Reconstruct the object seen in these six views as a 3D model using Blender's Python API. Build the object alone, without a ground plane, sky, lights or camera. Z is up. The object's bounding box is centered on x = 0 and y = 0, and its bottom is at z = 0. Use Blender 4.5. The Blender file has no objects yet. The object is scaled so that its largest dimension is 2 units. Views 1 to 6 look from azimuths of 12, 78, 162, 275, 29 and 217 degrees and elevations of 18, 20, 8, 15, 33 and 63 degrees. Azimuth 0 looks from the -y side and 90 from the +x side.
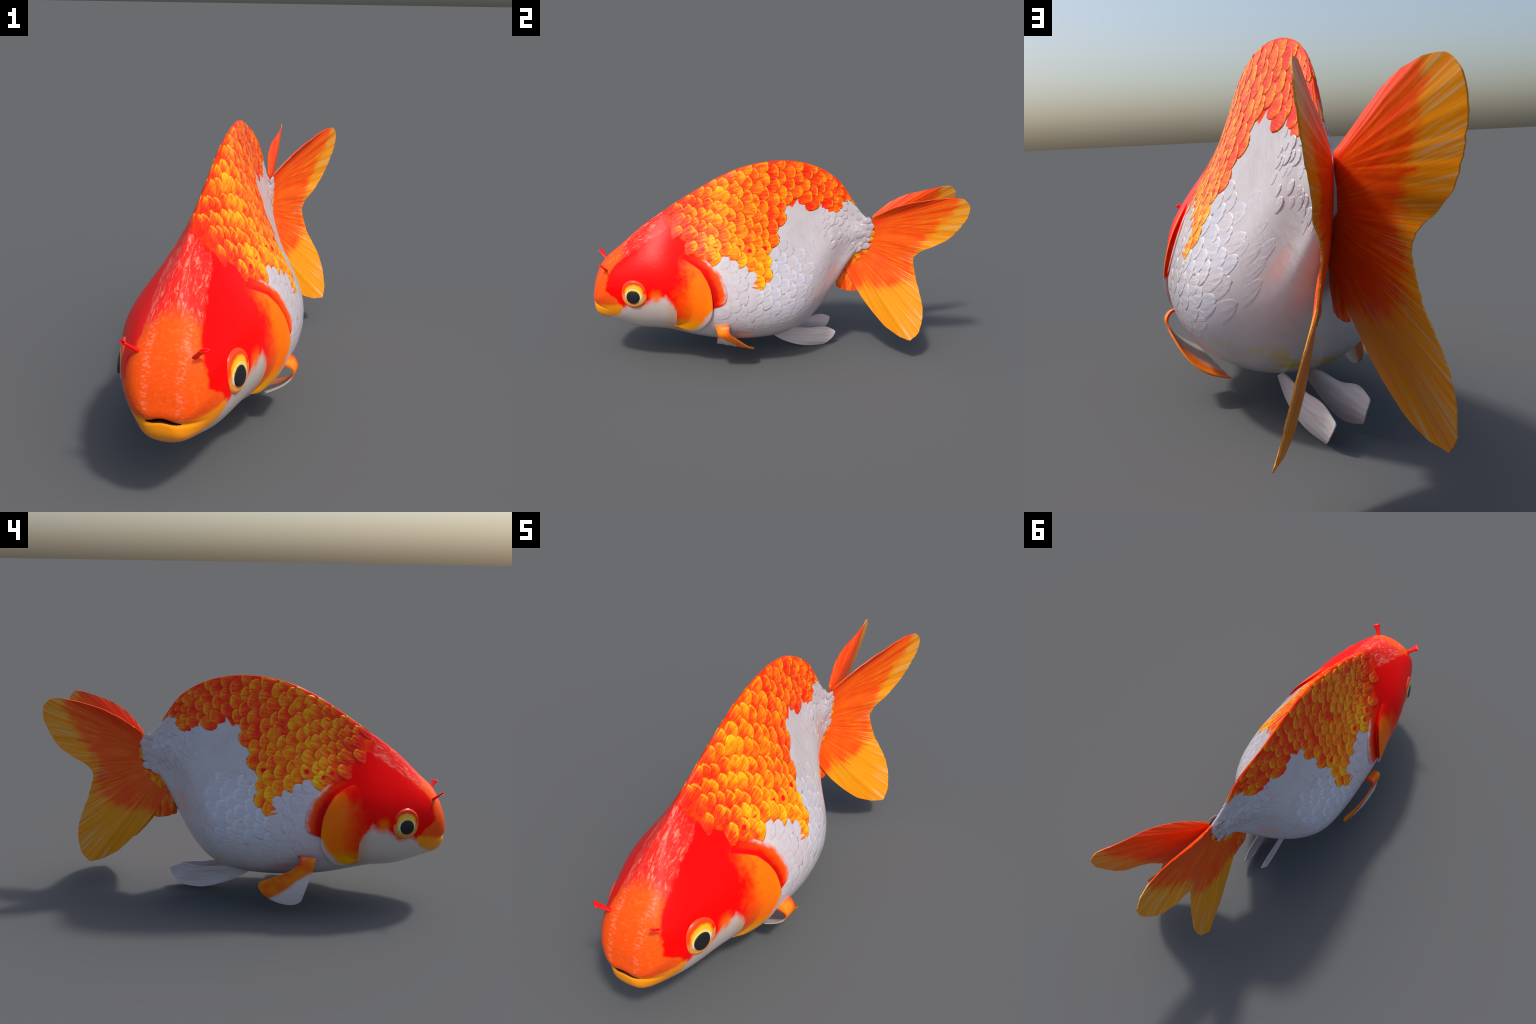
"""A fancy goldfish with a high arched back, red head, orange scaled flanks,
white belly and a double fan tail, built from lofted sections and fin sheets."""
import bpy, bmesh, math, random
import numpy as np
from mathutils import Vector, Matrix

random.seed(7)
RNG = np.random.default_rng(7)
COLL = bpy.context.scene.collection

# ------------------------------------------------------------------ helpers

def spline(xk, Y, x):
    """natural cubic spline through (xk, Y), evaluated at x"""
    xk = np.asarray(xk, float); Y = np.asarray(Y, float); x = np.atleast_1d(np.asarray(x, float))
    n = len(xk); h = np.diff(xk)
    A = np.zeros((n, n)); A[0, 0] = A[-1, -1] = 1; B = np.zeros_like(Y)
    for i in range(1, n - 1):
        A[i, i - 1] = h[i - 1]; A[i, i] = 2 * (h[i - 1] + h[i]); A[i, i + 1] = h[i]
        B[i] = 6 * ((Y[i + 1] - Y[i]) / h[i] - (Y[i] - Y[i - 1]) / h[i - 1])
    M = np.linalg.solve(A, B)
    i = np.clip(np.searchsorted(xk, x) - 1, 0, n - 2)
    a = xk[i + 1] - x; b = x - xk[i]; hh = h[i]
    sh = (-1,) + (1,) * (Y.ndim - 1); a = a.reshape(sh); b = b.reshape(sh); hh = hh.reshape(sh)
    return M[i] * a**3 / (6 * hh) + M[i + 1] * b**3 / (6 * hh) + (Y[i] / hh - M[i] * hh / 6) * a + (Y[i + 1] / hh - M[i + 1] * hh / 6) * b


def smooth(a, b, x):
    t = np.clip((np.asarray(x, float) - a) / (b - a), 0, 1)
    return t * t * (3 - 2 * t)


def lerp_curve(pts, x):
    p = np.asarray(pts, float)
    return np.interp(x, p[:, 0], p[:, 1])


def poly_at(pts, t):
    """points on a 3D (or 2D) polyline, smoothed, at t in 0..1 by chord length"""
    p = np.asarray(pts, float)
    d = np.r_[0, np.cumsum(np.linalg.norm(np.diff(p, axis=0), axis=1))]
    return spline(d / d[-1], p, t)


def mesh_object(name, verts, faces, mat=None, parent=None, smooth_shade=True):
    me = bpy.data.meshes.new(name)
    me.from_pydata([tuple(map(float, v)) for v in verts], [], [tuple(int(i) for i in f) for f in faces])
    me.validate(); me.update()
    if smooth_shade:
        me.polygons.foreach_set("use_smooth", [True] * len(me.polygons))
    ob = bpy.data.objects.new(name, me)
    COLL.objects.link(ob)
    if mat: me.materials.append(mat)
    if parent: ob.parent = parent
    return ob


def grid_faces(n, m, off=0, flip=False):
    f = []
    for i in range(n - 1):
        for j in range(m - 1):
            a = off + i * m + j; q = (a, a + m, a + m + 1, a + 1)
            f.append(q[::-1] if flip else q)
    return f

# ------------------------------------------------------------------ body form
# station rows: y | top z, bottom z | half width factors from belly to ridge
STATIONS = np.array([
    [-1.000, .376, .344, .038, .016, .034, .055, .108],
    [-0.985, .466, .278, .106, .075, .090, .106, .137],
    [-0.940, .558, .245, .152, .126, .134, .140, .152],
    [-0.865, .630, .218, .178, .175, .170, .159, .129],
    [-0.760, .729, .183, .224, .210, .204, .161, .087],
    [-0.625, .828, .170, .281, .263, .230, .147, .049],
    [-0.460, .939, .133, .355, .308, .222, .113, .040],
    [-0.265, 1.043, .111, .420, .333, .212, .113, .046],
    [-0.060, 1.087, .116, .432, .331, .194, .098, .031],
    [0.120, 1.072, .171, .369, .266, .148, .078, .023],
    [0.250, 1.017, .300, .239, .143, .102, .051, .021],
    [0.340, .935, .452, .128, .065, .053, .028, .025],
    [0.410, .832, .566, .066, .036, .035, .020, .020],
    [0.500, .752, .640, .020, .017, .018, .017, .016]])
Y0, YR = -1.0, 1.5                       # y = Y0 + YR * u^2
KNOT_U = np.sqrt((STATIONS[:, 0] - Y0) / YR)
LEVELS = np.array([0, .25, .5, .75, 1.0])
MID_Y = np.array([-1.0, -.8, -.6, -.4, -.2, 0, .2, .35, .5]); MID_X = np.array([.024, .018, .012, .020, .021, .012, .008, .031, .051])


def mid_x(y):
    """the fish is bent a little: x of its middle plane"""
    return spline(MID_Y, MID_X, y)


def section(y):
    u = np.sqrt(np.clip((np.atleast_1d(y) - Y0) / YR, 0, None))
    return spline(KNOT_U, STATIONS[:, 1:], u)


def half_width(V, th):
    """half width at section angle th (0 belly .. pi ridge), V = (n,7), th = (n,) or (n,m)"""
    h = (1 - np.cos(th)) / 2
    n = len(V); out = np.zeros_like(h)
    for i in range(n):
        out[i] = spline(LEVELS, V[i, 2:], h[i])[:].reshape(np.shape(h[i]))
    return np.maximum(np.sin(th) * out, 0), V[:, 1].reshape((-1,) + (1,) * (h.ndim - 1)) + h * (V[:, 0] - V[:, 1]).reshape((-1,) + (1,) * (h.ndim - 1))


# fine table of the surface, sampled by (y, fraction of arc from ridge to belly)
TY = np.linspace(-.985, .498, 240); TN = 160
_V = section(TY); _th = np.tile(np.linspace(math.pi, 0, TN), (len(TY), 1))
_w, _z = half_width(_V, _th)
_arc = np.concatenate([np.zeros((len(TY), 1)), np.cumsum(np.hypot(np.diff(_w, axis=1), np.diff(_z, axis=1)), axis=1)], 1)
ARC_LEN = _arc[:, -1]
TF = np.linspace(0, 1, TN)
SW = np.stack([np.interp(TF, _arc[i] / ARC_LEN[i], _w[i]) for i in range(len(TY))])
SZ = np.stack([np.interp(TF, _arc[i] / ARC_LEN[i], _z[i]) for i in range(len(TY))])


def bil(T, y, f):
    a = np.clip((np.asarray(y) - TY[0]) / (TY[-1] - TY[0]) * (len(TY) - 1), 0, len(TY) - 1.001)
    b = np.clip(np.asarray(f) * (TN - 1), 0, TN - 1.001)
    i = a.astype(int); j = b.astype(int); a = a - i; b = b - j
    return (T[i, j] * (1 - a) + T[i + 1, j] * a) * (1 - b) + (T[i, j + 1] * (1 - a) + T[i + 1, j + 1] * a) * b


def skin(y, f, side=1):
    y = np.asarray(y, float); f = np.asarray(f, float)
    w = bil(SW, y, np.abs(f)); z = bil(SZ, y, np.abs(f))
    return np.stack([mid_x(np.clip(y.ravel(), -1, .5)).reshape(y.shape) + side * w * np.where(f < 0, -1, 1), y, z], -1)


def skin_normal(y, f, side=1):
    e = .006
    a = skin(np.asarray(y) + e, f, side) - skin(np.asarray(y) - e, f, side)
    b = skin(y, np.asarray(f) + e, side) - skin(y, np.asarray(f) - e, side)
    n = np.cross(a, b) * side
    n /= np.linalg.norm(n, axis=-1, keepdims=True) + 1e-12
    out = n[..., 0] * side
    return n * np.where((np.mean(out) < 0), -1, 1)


def frac_at(y, z):
    """arc fraction from the ridge at which the flank at station y has height z"""
    y = np.atleast_1d(y); z = np.atleast_1d(z); out = np.zeros(len(y))
    for k in range(len(y)):
        i = int(np.clip(round((y[k] - TY[0]) / (TY[-1] - TY[0]) * (len(TY) - 1)), 0, len(TY) - 1))
        out[k] = np.interp(-z[k], -SZ[i], TF)
    return out

# ------------------------------------------------------------------ colour map curves (side view, y and z)
ORANGE_EDGE = [(-.62, .60), (-.404, .595), (-.36, .605), (-.30, .632), (-.25, .607), (-.205, .575), (-.187, .50), (-.165, .478),
               (-.135, .50), (-.115, .56), (-.098, .62), (-.075, .66), (-.062, .70), (-.045, .745), (-.02, .80), (.0, .86), (.036, .838),
               (.07, .885), (.13, .84), (.156, .86), (.20, .85), (.24, .855), (.28, .83), (.31, .853), (.35, .862), (.372, .90), (.40, 1.0), (.5, 1.1)]
RED_EDGE = [(.22, -.53), (.25, -.475), (.30, -.44), (.35, -.415), (.374, -.402), (.386, -.370), (.40, -.345), (.45, -.328), (.50, -.342), (.54, -.362), (.584, -.40), (.62, -.45), (.643, -.497), (.70, -.54), (.756, -.60), (.824, -.625), (.95, -.63)]
CHEEK_TOP = [(-1.0, .30), (-.90, .30), (-.866, .345), (-.83, .366), (-.767, .364), (-.73, .395), (-.71, .41), (-.69, .405), (-.66, .425), (-.643, .438), (-.604, .39), (-.582, .347), (-.578, .20)]
NOSE_EDGE = [(.30, -.84), (.362, -.864), (.408, -.90), (.438, -.942), (.482, -.935), (.52, -.925), (.571, -.885), (.616, -.82), (.68, -.74), (.75, -.66)]
LIP_EDGE = [(-1.0, .238), (-.985, .243), (-.95, .262), (-.90, .29), (-.868, .315), (-.858, .36)]

GILL_LINE = [(.22, -.50), (.25, -.462), (.275, -.443), (.329, -.413), (.373, -.405), (.431, -.408), (.477, -.416), (.52, -.434), (.566, -.465), (.596, -.512), (.62, -.56), (.66, -.50), (.72, -.40)]

# ------------------------------------------------------------------ node helpers

class Nodes:
    def __init__(s, name):
        s.mat = bpy.data.materials.new(name); s.mat.use_nodes = True
        s.t = s.mat.node_tree; s.t.nodes.clear()
        s.out = s.t.nodes.new("ShaderNodeOutputMaterial")

    def new(s, kind, **kw):
        n = s.t.nodes.new(kind)
        for k, v in kw.items(): setattr(n, k, v)
        return n

    def put(s, sock, v):
        if isinstance(v, bpy.types.NodeSocket): s.t.links.new(v, sock)
        elif v is not None: sock.default_value = v

    def math(s, op, a, b=None, c=None, clamp=False):
        n = s.new("ShaderNodeMath", operation=op, use_clamp=clamp)
        for i, v in enumerate((a, b, c)):
            if v is not None: s.put(n.inputs[i], v)
        return n.outputs[0]

    def step(s, lo, hi, v):
        n = s.new("ShaderNodeMapRange", interpolation_type="SMOOTHSTEP")
        s.put(n.inputs["Value"], v); s.put(n.inputs["From Min"], lo); s.put(n.inputs["From Max"], hi)
        return n.outputs[0]

    def mix(s, f, a, b, mode="MIX"):
        n = s.new("ShaderNodeMix", data_type="RGBA", blend_type=mode)
        s.put(n.inputs[0], f)
        for sock, v in ((n.inputs[6], a), (n.inputs[7], b)):
            if isinstance(v, tuple): v = (*v, 1.0)[:4]
            s.put(sock, v)
        return n.outputs[2]

    def noise(s, vec, scale, detail=3.0, rough=.55, dims="3D", w=None, dist=0.0):
        n = s.new("ShaderNodeTexNoise", noise_dimensions=dims)
        if vec is not None and dims != "1D": s.put(n.inputs["Vector"], vec)
        if w is not None: s.put(n.inputs["W"], w)
        n.inputs["Scale"].default_value = scale; n.inputs["Detail"].default_value = detail
        n.inputs["Roughness"].default_value = rough; n.inputs["Distortion"].default_value = dist
        return n.outputs["Fac"]

    def ramp(s, f, stops, interp="LINEAR"):
        n = s.new("ShaderNodeValToRGB"); cr = n.color_ramp; cr.interpolation = interp
        while len(cr.elements) < len(stops): cr.elements.new(.5)
        for e, (p, c) in zip(cr.elements, stops): e.position = p; e.color = (*c, 1.0)[:4]
        s.put(n.inputs[0], f)
        return n.outputs[0]

    def curve(s, x, pts, lo, hi):
        """piecewise-linear function of x as a Float Curve node; x in lo..hi, values in 0..1.2"""
        u = s.math("DIVIDE", s.math("SUBTRACT", x, lo), hi - lo, clamp=True)
        n = s.new("ShaderNodeFloatCurve"); c = n.mapping.curves[0]
        P = [((px - lo) / (hi - lo), (pv + 1.2) / 2.4) for px, pv in pts]
        while len(c.points) < len(P): c.points.new(.5, .5)
        for q, (a, b) in zip(c.points, sorted(P)): q.location = (min(max(a, 0), 1), b); q.handle_type = "VECTOR"
        n.mapping.update()
        s.put(n.inputs["Value"], u)
        return s.math("SUBTRACT", s.math("MULTIPLY", n.outputs[0], 2.4), 1.2)

    def coords(s):
        tc = s.new("ShaderNodeTexCoord"); sp = s.new("ShaderNodeSeparateXYZ")
        s.t.links.new(tc.outputs["Object"], sp.inputs[0])
        return tc.outputs["Object"], sp.outputs[0], sp.outputs[1], sp.outputs[2]

    def combine(s, x, y, z):
        n = s.new("ShaderNodeCombineXYZ")
        for i, v in enumerate((x, y, z)): s.put(n.inputs[i], v)
        return n.outputs[0]

    def bump(s, h, strength=.3, dist=.003, normal=None):
        n = s.new("ShaderNodeBump"); n.inputs["Strength"].default_value = strength; n.inputs["Distance"].default_value = dist
        s.put(n.inputs["Height"], h)
        if normal is not None: s.put(n.inputs["Normal"], normal)
        return n.outputs[0]

    def finish(s, color, rough=.35, normal=None, coat=0.0, spec=.5, sss=0.0):
        p = s.new("ShaderNodeBsdfPrincipled")
        if isinstance(color, tuple): color = (*color, 1.0)[:4]
        s.put(p.inputs["Base Color"], color); s.put(p.inputs["Roughness"], rough)
        s.put(p.inputs["Specular IOR Level"], spec)
        if normal is not None: s.put(p.inputs["Normal"], normal)
        p.inputs["Coat Weight"].default_value = coat; p.inputs["Coat Roughness"].default_value = .15
        if sss:
            p.inputs["Subsurface Weight"].default_value = sss; p.inputs["Subsurface Radius"].default_value = (.02, .01, .006)
        s.t.links.new(p.outputs[0], s.out.inputs[0])
        return s.mat


RED = (.94, .002, .002); RED_DEEP = (.62, .002, .001); ORANGE = (.97, .115, .003); ORANGE_RED = (.95, .040, .002)
AMBER = (.98, .30, .008); YELLOW = (.98, .46, .01); WHITE = (.59, .535, .54); PINK = (.74, .42, .38); LIP = (.95, .34, .01)


def skin_material():
    n = Nodes("koi_skin")
    P, x, y, z = n.coords()
    n1 = n.noise(P, 9, 4); n2 = n.noise(P, 34, 4); n3 = n.noise(P, 95, 3)
    j1 = n.math("SUBTRACT", n1, .5); j2 = n.math("SUBTRACT", n2, .5)
    # white flank and belly
    white = n.mix(n.step(.42, .72, n1), WHITE, (.56, .465, .475))
    white = n.mix(n.math("MULTIPLY", n.step(.5, .75, n2), .4), white, (.61, .58, .62))
    # pink flush near the vent and behind the pectoral fin
    def blob(cy, cz, ry, rz, amount, rot=0.0):
        ca, sa = math.cos(rot), math.sin(rot)
        dy = n.math("SUBTRACT", y, cy); dz = n.math("SUBTRACT", z, cz)
        a = n.math("DIVIDE", n.math("ADD", n.math("MULTIPLY", dy, ca), n.math("MULTIPLY", dz, sa)), ry)
        b = n.math("DIVIDE", n.math("SUBTRACT", n.math("MULTIPLY", dz, ca), n.math("MULTIPLY", dy, sa)), rz)
        r = n.math("SQRT", n.math("ADD", n.math("MULTIPLY", a, a), n.math("MULTIPLY", b, b)))
        r = n.math("ADD", r, n.math("MULTIPLY", j2, .6))
        return n.math("MULTIPLY", n.step(1.0, .2, r), amount)
    white = n.mix(blob(.275, .49, .10, .035, .75, 1.0), white, PINK)
    white = n.mix(blob(-.24, .225, .10, .022, .7, -.1), white, (.70, .30, .26))
    white = n.mix(blob(-.42, .31, .05, .05, .35), white, PINK)
    # yellow mottling under the rear belly
    belly = n.math("MULTIPLY", n.step(.30, .18, z), n.step(-.02, .10, y))
    patch = n.math("MULTIPLY", belly, n.step(.46, .57, n.noise(n.combine(n.math("MULTIPLY", x, 8.0), n.math("MULTIPLY", y, 14.0), n.math("MULTIPLY", z, 14.0)), 1.0, 3)))
    white = n.mix(n.math("MULTIPLY", patch, .95), white, (.64, .47, .03))
    # orange back
    edge = n.curve(y, ORANGE_EDGE, -1, .5)
    back = n.step(.006, .020, n.math("ADD", n.math("SUBTRACT", z, edge), n.math("MULTIPLY", j2, .015)))
    back_col = n.ramp(n.math("ADD", n.math("MULTIPLY", n1, .5), n.math("MULTIPLY", n2, .5)), [(.3, RED), (.5, ORANGE_RED), (.68, ORANGE)])
    col = n.mix(back, white, back_col)
    # red head
    redge = n.curve(z, RED_EDGE, 0, 1.1)
    head = n.step(.012, -.022, n.math("ADD", n.math("SUBTRACT", y, redge), n.math("ADD", n.math("MULTIPLY", j1, .05), n.math("MULTIPLY", j2, .03))))
    head = n.math("MULTIPLY", head, n.step(.16, .24, z))
    # red, running to orange low on the gill cover and yellow at its rim
    rear = n.curve(z, GILL_LINE, 0, 1.1)
    d = n.math("SUBTRACT", y, rear)                     # distance behind the gill cover's rim
    q = n.math("SUBTRACT", n.math("ADD", n.math("MULTIPLY", n.math("ADD", y, .6), 1.05), .51), z)
    glow = n.math("MULTIPLY", n.step(-.11, .13, n.math("ADD", q, n.math("ADD", n.math("MULTIPLY", j1, .22), n.math("MULTIPLY", j2, .10)))), n.step(-.69, -.50, n.math("ADD", y, n.math("MULTIPLY", j2, .05))))
    glow = n.math("MULTIPLY", glow, n.math("ADD", .72, n.math("MULTIPLY", n.step(-.16, -.05, d), .35)))
    spot = n.math("MULTIPLY", n.math("MULTIPLY", n.step(.49, .43, n.math("ADD", z, n.math("MULTIPLY", j1, .05))), n.step(-.74, -.70, y)), n.step(-.645, -.685, n.math("ADD", y, n.math("MULTIPLY", j2, .04))))
    glow = n.math("ADD", glow, n.math("MULTIPLY", spot, .95))
    glow = n.math("ADD", glow, n.math("MULTIPLY", j2, .30))
    headcol = n.ramp(glow, [(.12, RED), (.45, ORANGE_RED), (.82, ORANGE), (1.0, (.97, .165, .004))])
    low = n.math("MULTIPLY", n.step(.325, .26, n.math("ADD", z, n.math("MULTIPLY", j2, .06))), n.step(-.62, -.55, y))
    low = n.math("MAXIMUM", low, n.math("MULTIPLY", n.step(.50, .34, z), n.math("MULTIPLY", n.step(-.05, -.004, d), .4)))
    headcol = n.mix(n.math("MULTIPLY", low, .8), headcol, (.80, .36, .004))
    flap = n.mix(n.math("MULTIPLY", n.step(.018, .065, n.math("ADD", d, n.math("MULTIPLY", j2, .03))), n.step(.66, .52, z)), n.mix(n.step(.62, .50, z), RED, RED_DEEP), (.95, .085, .003))
    headcol = n.mix(n.step(-.003, .004, d), headcol, flap)
    # crown: pale feathery streaks over the red, orange on the snout
    crownline = n.curve(y, [(-1.0, .50), (-.9, .56), (-.82, .616), (-.75, .665), (-.65, .722), (-.58, .78), (-.5, .98)], -1, .5)
    crown = n.step(-.004, .012, n.math("ADD", n.math("SUBTRACT", z, crownline), n.math("MULTIPLY", j2, .018)))
    streak = n.noise(n.combine(n.math("MULTIPLY", x, 110), n.math("MULTIPLY", y, 28), n.math("MULTIPLY", z, 28)), 1.0, 4, .6, dist=.6)
    crowncol = n.mix(n.math("MULTIPLY", n.step(.48, .72, streak), .75), (.93, .025, .018), (.96, .30, .20))
    headcol = n.mix(n.math("MULTIPLY", crown, n.step(-.60, -.68, y)), headcol, crowncol)
    nedge = n.curve(z, NOSE_EDGE, 0, 1.1)
    snout = n.step(.008, -.008, n.math("ADD", n.math("SUBTRACT", y, nedge), n.math("MULTIPLY", j2, .03)))
    snout = n.math("MULTIPLY", snout, n.step(-.83, -.89, n.math("ADD", y, n.math("MULTIPLY", j1, .12))))
    cells = n.noise(n.combine(n.math("MULTIPLY", x, 75), n.math("MULTIPLY", y, 60), n.math("MULTIPLY", z, 130)), 1.0, 3)
    snoutcol = n.mix(n.math("MULTIPLY", n.step(.50, .72, cells), .35), (.93, .092, .007), (.96, .19, .06))
    snoutcol = n.mix(n.math("MULTIPLY", n.step(.42, .30, cells), .6), snoutcol, (.92, .07, .004))
    xm = n.math("ABSOLUTE", n.math("SUBTRACT", x, .024))
    band = n.math("MULTIPLY", n.step(.016, .006, n.math("ABSOLUTE", n.math("SUBTRACT", xm, n.math("ADD", .055, n.math("MULTIPLY", j2, .03))))), n.step(.46, .62, n.noise(n.combine(n.math("MULTIPLY", x, 60), n.math("MULTIPLY", y, 150), n.math("MULTIPLY", z, 120)), 1.0, 2)))
    snoutcol = n.mix(n.math("MULTIPLY", band, .5), snoutcol, (.95, .26, .15))
    headcol = n.mix(snout, headcol, snoutcol)
    col = n.mix(head, col, headcol)
    # white cheek, amber lower lip
    ctop = n.curve(y, CHEEK_TOP, -1, .5)
    cheek = n.step(.020, -.026, n.math("ADD", n.math("SUBTRACT", z, ctop), n.math("MULTIPLY", j2, .045)))
    cheek = n.math("MULTIPLY", cheek, n.step(-.576, -.586, y))
    cheekcol = n.mix(n.math("ADD", n.step(-.66, -.575, y), n.math("MULTIPLY", n1, .35)), (.64, .57, .53), (.66, .40, .28))
    col = n.mix(cheek, col, cheekcol)
    lip_lo = n.curve(y, LIP_EDGE, -1, .5)
    lip = n.math("MULTIPLY", n.step(-.006, .006, n.math("ADD", n.math("SUBTRACT", z, lip_lo), n.math("MULTIPLY", j2, .02))), n.step(-.852, -.864, n.math("ADD", y, n.math("MULTIPLY", j2, .02))))
    zmouth = n.math("SUBTRACT", .347, n.math("MULTIPLY", n.step(-.97, -.87, y), -.022))
    lip = n.math("MULTIPLY", lip, n.step(.010, -.012, n.math("SUBTRACT", z, n.math("ADD", zmouth, n.math("MULTIPLY", j2, .02)))))
    col = n.mix(lip, col, n.mix(n1, LIP, (.95, .26, .008)))
    col = n.mix(n.math("MULTIPLY", n.math("SUBTRACT", 1.0, n.step(.0, .32, n3)), .15), col, (.5, .02, .01))
    fold = n.noise(n.combine(n.math("MULTIPLY", n.math("ADD", y, n.math("MULTIPLY", z, .55)), 46), n.math("MULTIPLY", z, 9), n.math("MULTIPLY", x, 9)), 1.0, 4, .6, dist=.8)
    fold = n.math("MULTIPLY", n.math("MULTIPLY", fold, n.step(-.15, .08, y)), n.math("MULTIPLY", n.step(.40, .55, z), 1.0))
    nb = n.bump(fold, .6, .008)
    nb = n.bump(n.math("ADD", n.math("MULTIPLY", n2, .6), n.math("MULTIPLY", streak, n.math("MULTIPLY", head, .4))), .18, .004, nb)
    orangeish = n.math("MAXIMUM", n.math("MULTIPLY", head, n.math("SUBTRACT", 1.0, cheek)), back)
    spec = n.math("SUBTRACT", .5, n.math("MULTIPLY", orangeish, .43))
    return n.finish(col, rough=.30, normal=nb, spec=spec)


def scale_material(name, orange):
    """one scale; local x runs 0..1 from root to rim, local y across"""
    n = Nodes(name)
    P, x, y, z = n.coords()
    geo = n.new("ShaderNodeNewGeometry"); pos = geo.outputs["Position"]
    sp = n.new("ShaderNodeSeparateXYZ"); n.t.links.new(pos, sp.inputs[0])
    rnd = n.new("ShaderNodeObjectInfo").outputs["Random"]
    ang = n.math("ARCTAN2", y, n.math("ADD", x, .12))
    ray = n.noise(n.combine(n.math("MULTIPLY", ang, 17), n.math("MULTIPLY", x, 1.0), n.math("MULTIPLY", rnd, 37)), 1.0, 3, .6)
    blot = n.noise(pos, 26, 3)
    rim = n.math("SQRT", n.math("ADD", n.math("MULTIPLY", n.math("SUBTRACT", x, .48), n.math("SUBTRACT", x, .48)), n.math("MULTIPLY", n.math("MULTIPLY", y, y), .82)))
    if orange:
        low = n.step(.80, .58, sp.outputs[2])                      # lower flank and shoulder are yellower
        front = n.step(-.05, -.35, sp.outputs[1])
        base = n.math("ADD", n.math("ADD", n.math("MULTIPLY", n.step(.40, .92, x), .30), .09), n.math("MULTIPLY", n.math("SUBTRACT", ray, .5), .95))
        base = n.math("ADD", base, n.math("ADD", n.math("MULTIPLY", low, .19), n.math("ADD", n.math("MULTIPLY", front, .16), n.math("MULTIPLY", n.math("SUBTRACT", rnd, .5), .22))))
        base = n.math("ADD", base, n.math("MULTIPLY", n.math("SUBTRACT", blot, .5), .9))
        redzone = n.math("MULTIPLY", n.step(-.35, -.56, sp.outputs[1]), -.30)
        base = n.math("ADD", base, n.math("ADD", redzone, .06))
        col = n.ramp(base, [(.0, (.86, .012, .003)), (.25, (.95, .055, .004)), (.48, (.96, .18, .004)), (.75, (.94, .38, .005)), (1.0, (.93, .58, .012))])
        line = n.math("MULTIPLY", n.step(.40, .47, rim), n.step(.505, .475, rim))
        col = n.mix(n.math("MULTIPLY", line, n.math("ADD", n.math("MULTIPLY", low, .25), .42)), col, (.98, .58, .02))
        col = n.mix(n.math("MULTIPLY", n.step(.485, .55, rim), .75), col, (.66, .010, .002))  # dark red border: contact shadow under the scale edge, painted into the colour
        groove = n.noise(n.combine(n.math("MULTIPLY", ang, 9), n.math("MULTIPLY", rnd, 91), 7.0), 1.0, 1)
        col = n.mix(n.math("MULTIPLY", n.step(.035, .0, n.math("ABSOLUTE", n.math("SUBTRACT", groove, .52))), .35), col, (.85, .02, .002))
        pores = n.math("MULTIPLY", n.step(.16, .09, n.math("SQRT", n.math("ADD", n.math("MULTIPLY", n.math("SUBTRACT", x, .66), n.math("SUBTRACT", x, .66)), n.math("MULTIPLY", y, y)))), n.step(.026, .018, n.math("ABSOLUTE", n.math("SUBTRACT", sp.outputs[2], n.math("ADD", .668, n.math("MULTIPLY", n.math("ADD", sp.outputs[1], .15), .08))))))
        col = n.mix(n.math("MULTIPLY", pores, n.step(.30, .36, rnd)), col, (.78, .006, .006))
        h = n.math("ADD", n.math("MULTIPLY", ray, .8), n.math("MULTIPLY", blot, .4))
        return n.finish(col, rough=.34, normal=n.bump(h, .40, .003), spec=.16)
    col = n.mix(n.step(.35, .7, ray), (.55, .50, .54), (.63, .59, .63))
    col = n.mix(n.math("MULTIPLY", n.step(.5, .7, blot), .45), col, (.57, .47, .475))
    col = n.mix(n.math("MULTIPLY", n.step(.25, .75, rnd), .5), col, (.53, .53, .60))
    col = n.mix(n.math("MULTIPLY", n.step(.30, .05, rnd), .5), col, (.60, .51, .50))
    col = n.mix(n.math("MULTIPLY", n.step(.60, .25, x), .35), col, (.50, .41, .42))
    painted_rim_glint = n.math("MULTIPLY", n.step(.30, .45, rim), n.step(.30, .46, sp.outputs[2]))  # rims lightened to carry the specular highlight along scale edges
    col = n.mix(n.math("MULTIPLY", painted_rim_glint, .55), col, (.70, .68, .71))
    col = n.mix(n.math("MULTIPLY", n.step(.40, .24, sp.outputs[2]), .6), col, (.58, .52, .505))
    painted_shine = n.math("MULTIPLY", n.step(-.10, -.25, sp.outputs[1]), n.step(.42, .55, sp.outputs[2]))  # base colour raised towards white where sunlight gleams behind the gill
    col = n.mix(n.math("MULTIPLY", painted_shine, .55), col, (.86, .82, .86))
    h = n.math("ADD", ray, n.math("MULTIPLY", blot, .3))
    return n.finish(col, rough=.22, normal=n.bump(h, .40, .003), spec=.6)


def white_stuff_material():
    n = Nodes("pearl_scale_field")
    P, x, y, z = n.coords()
    a = n.noise(P, 30, 4); b = n.noise(P, 90, 3)
    col = n.mix(n.step(.4, .65, a), (.58, .53, .56), (.56, .47, .485))
    col = n.mix(n.math("MULTIPLY", n.step(.5, .7, b), .4), col, (.61, .58, .62))
    return n.finish(col, rough=.24, normal=n.bump(b, .3, .003), spec=.6)


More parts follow.
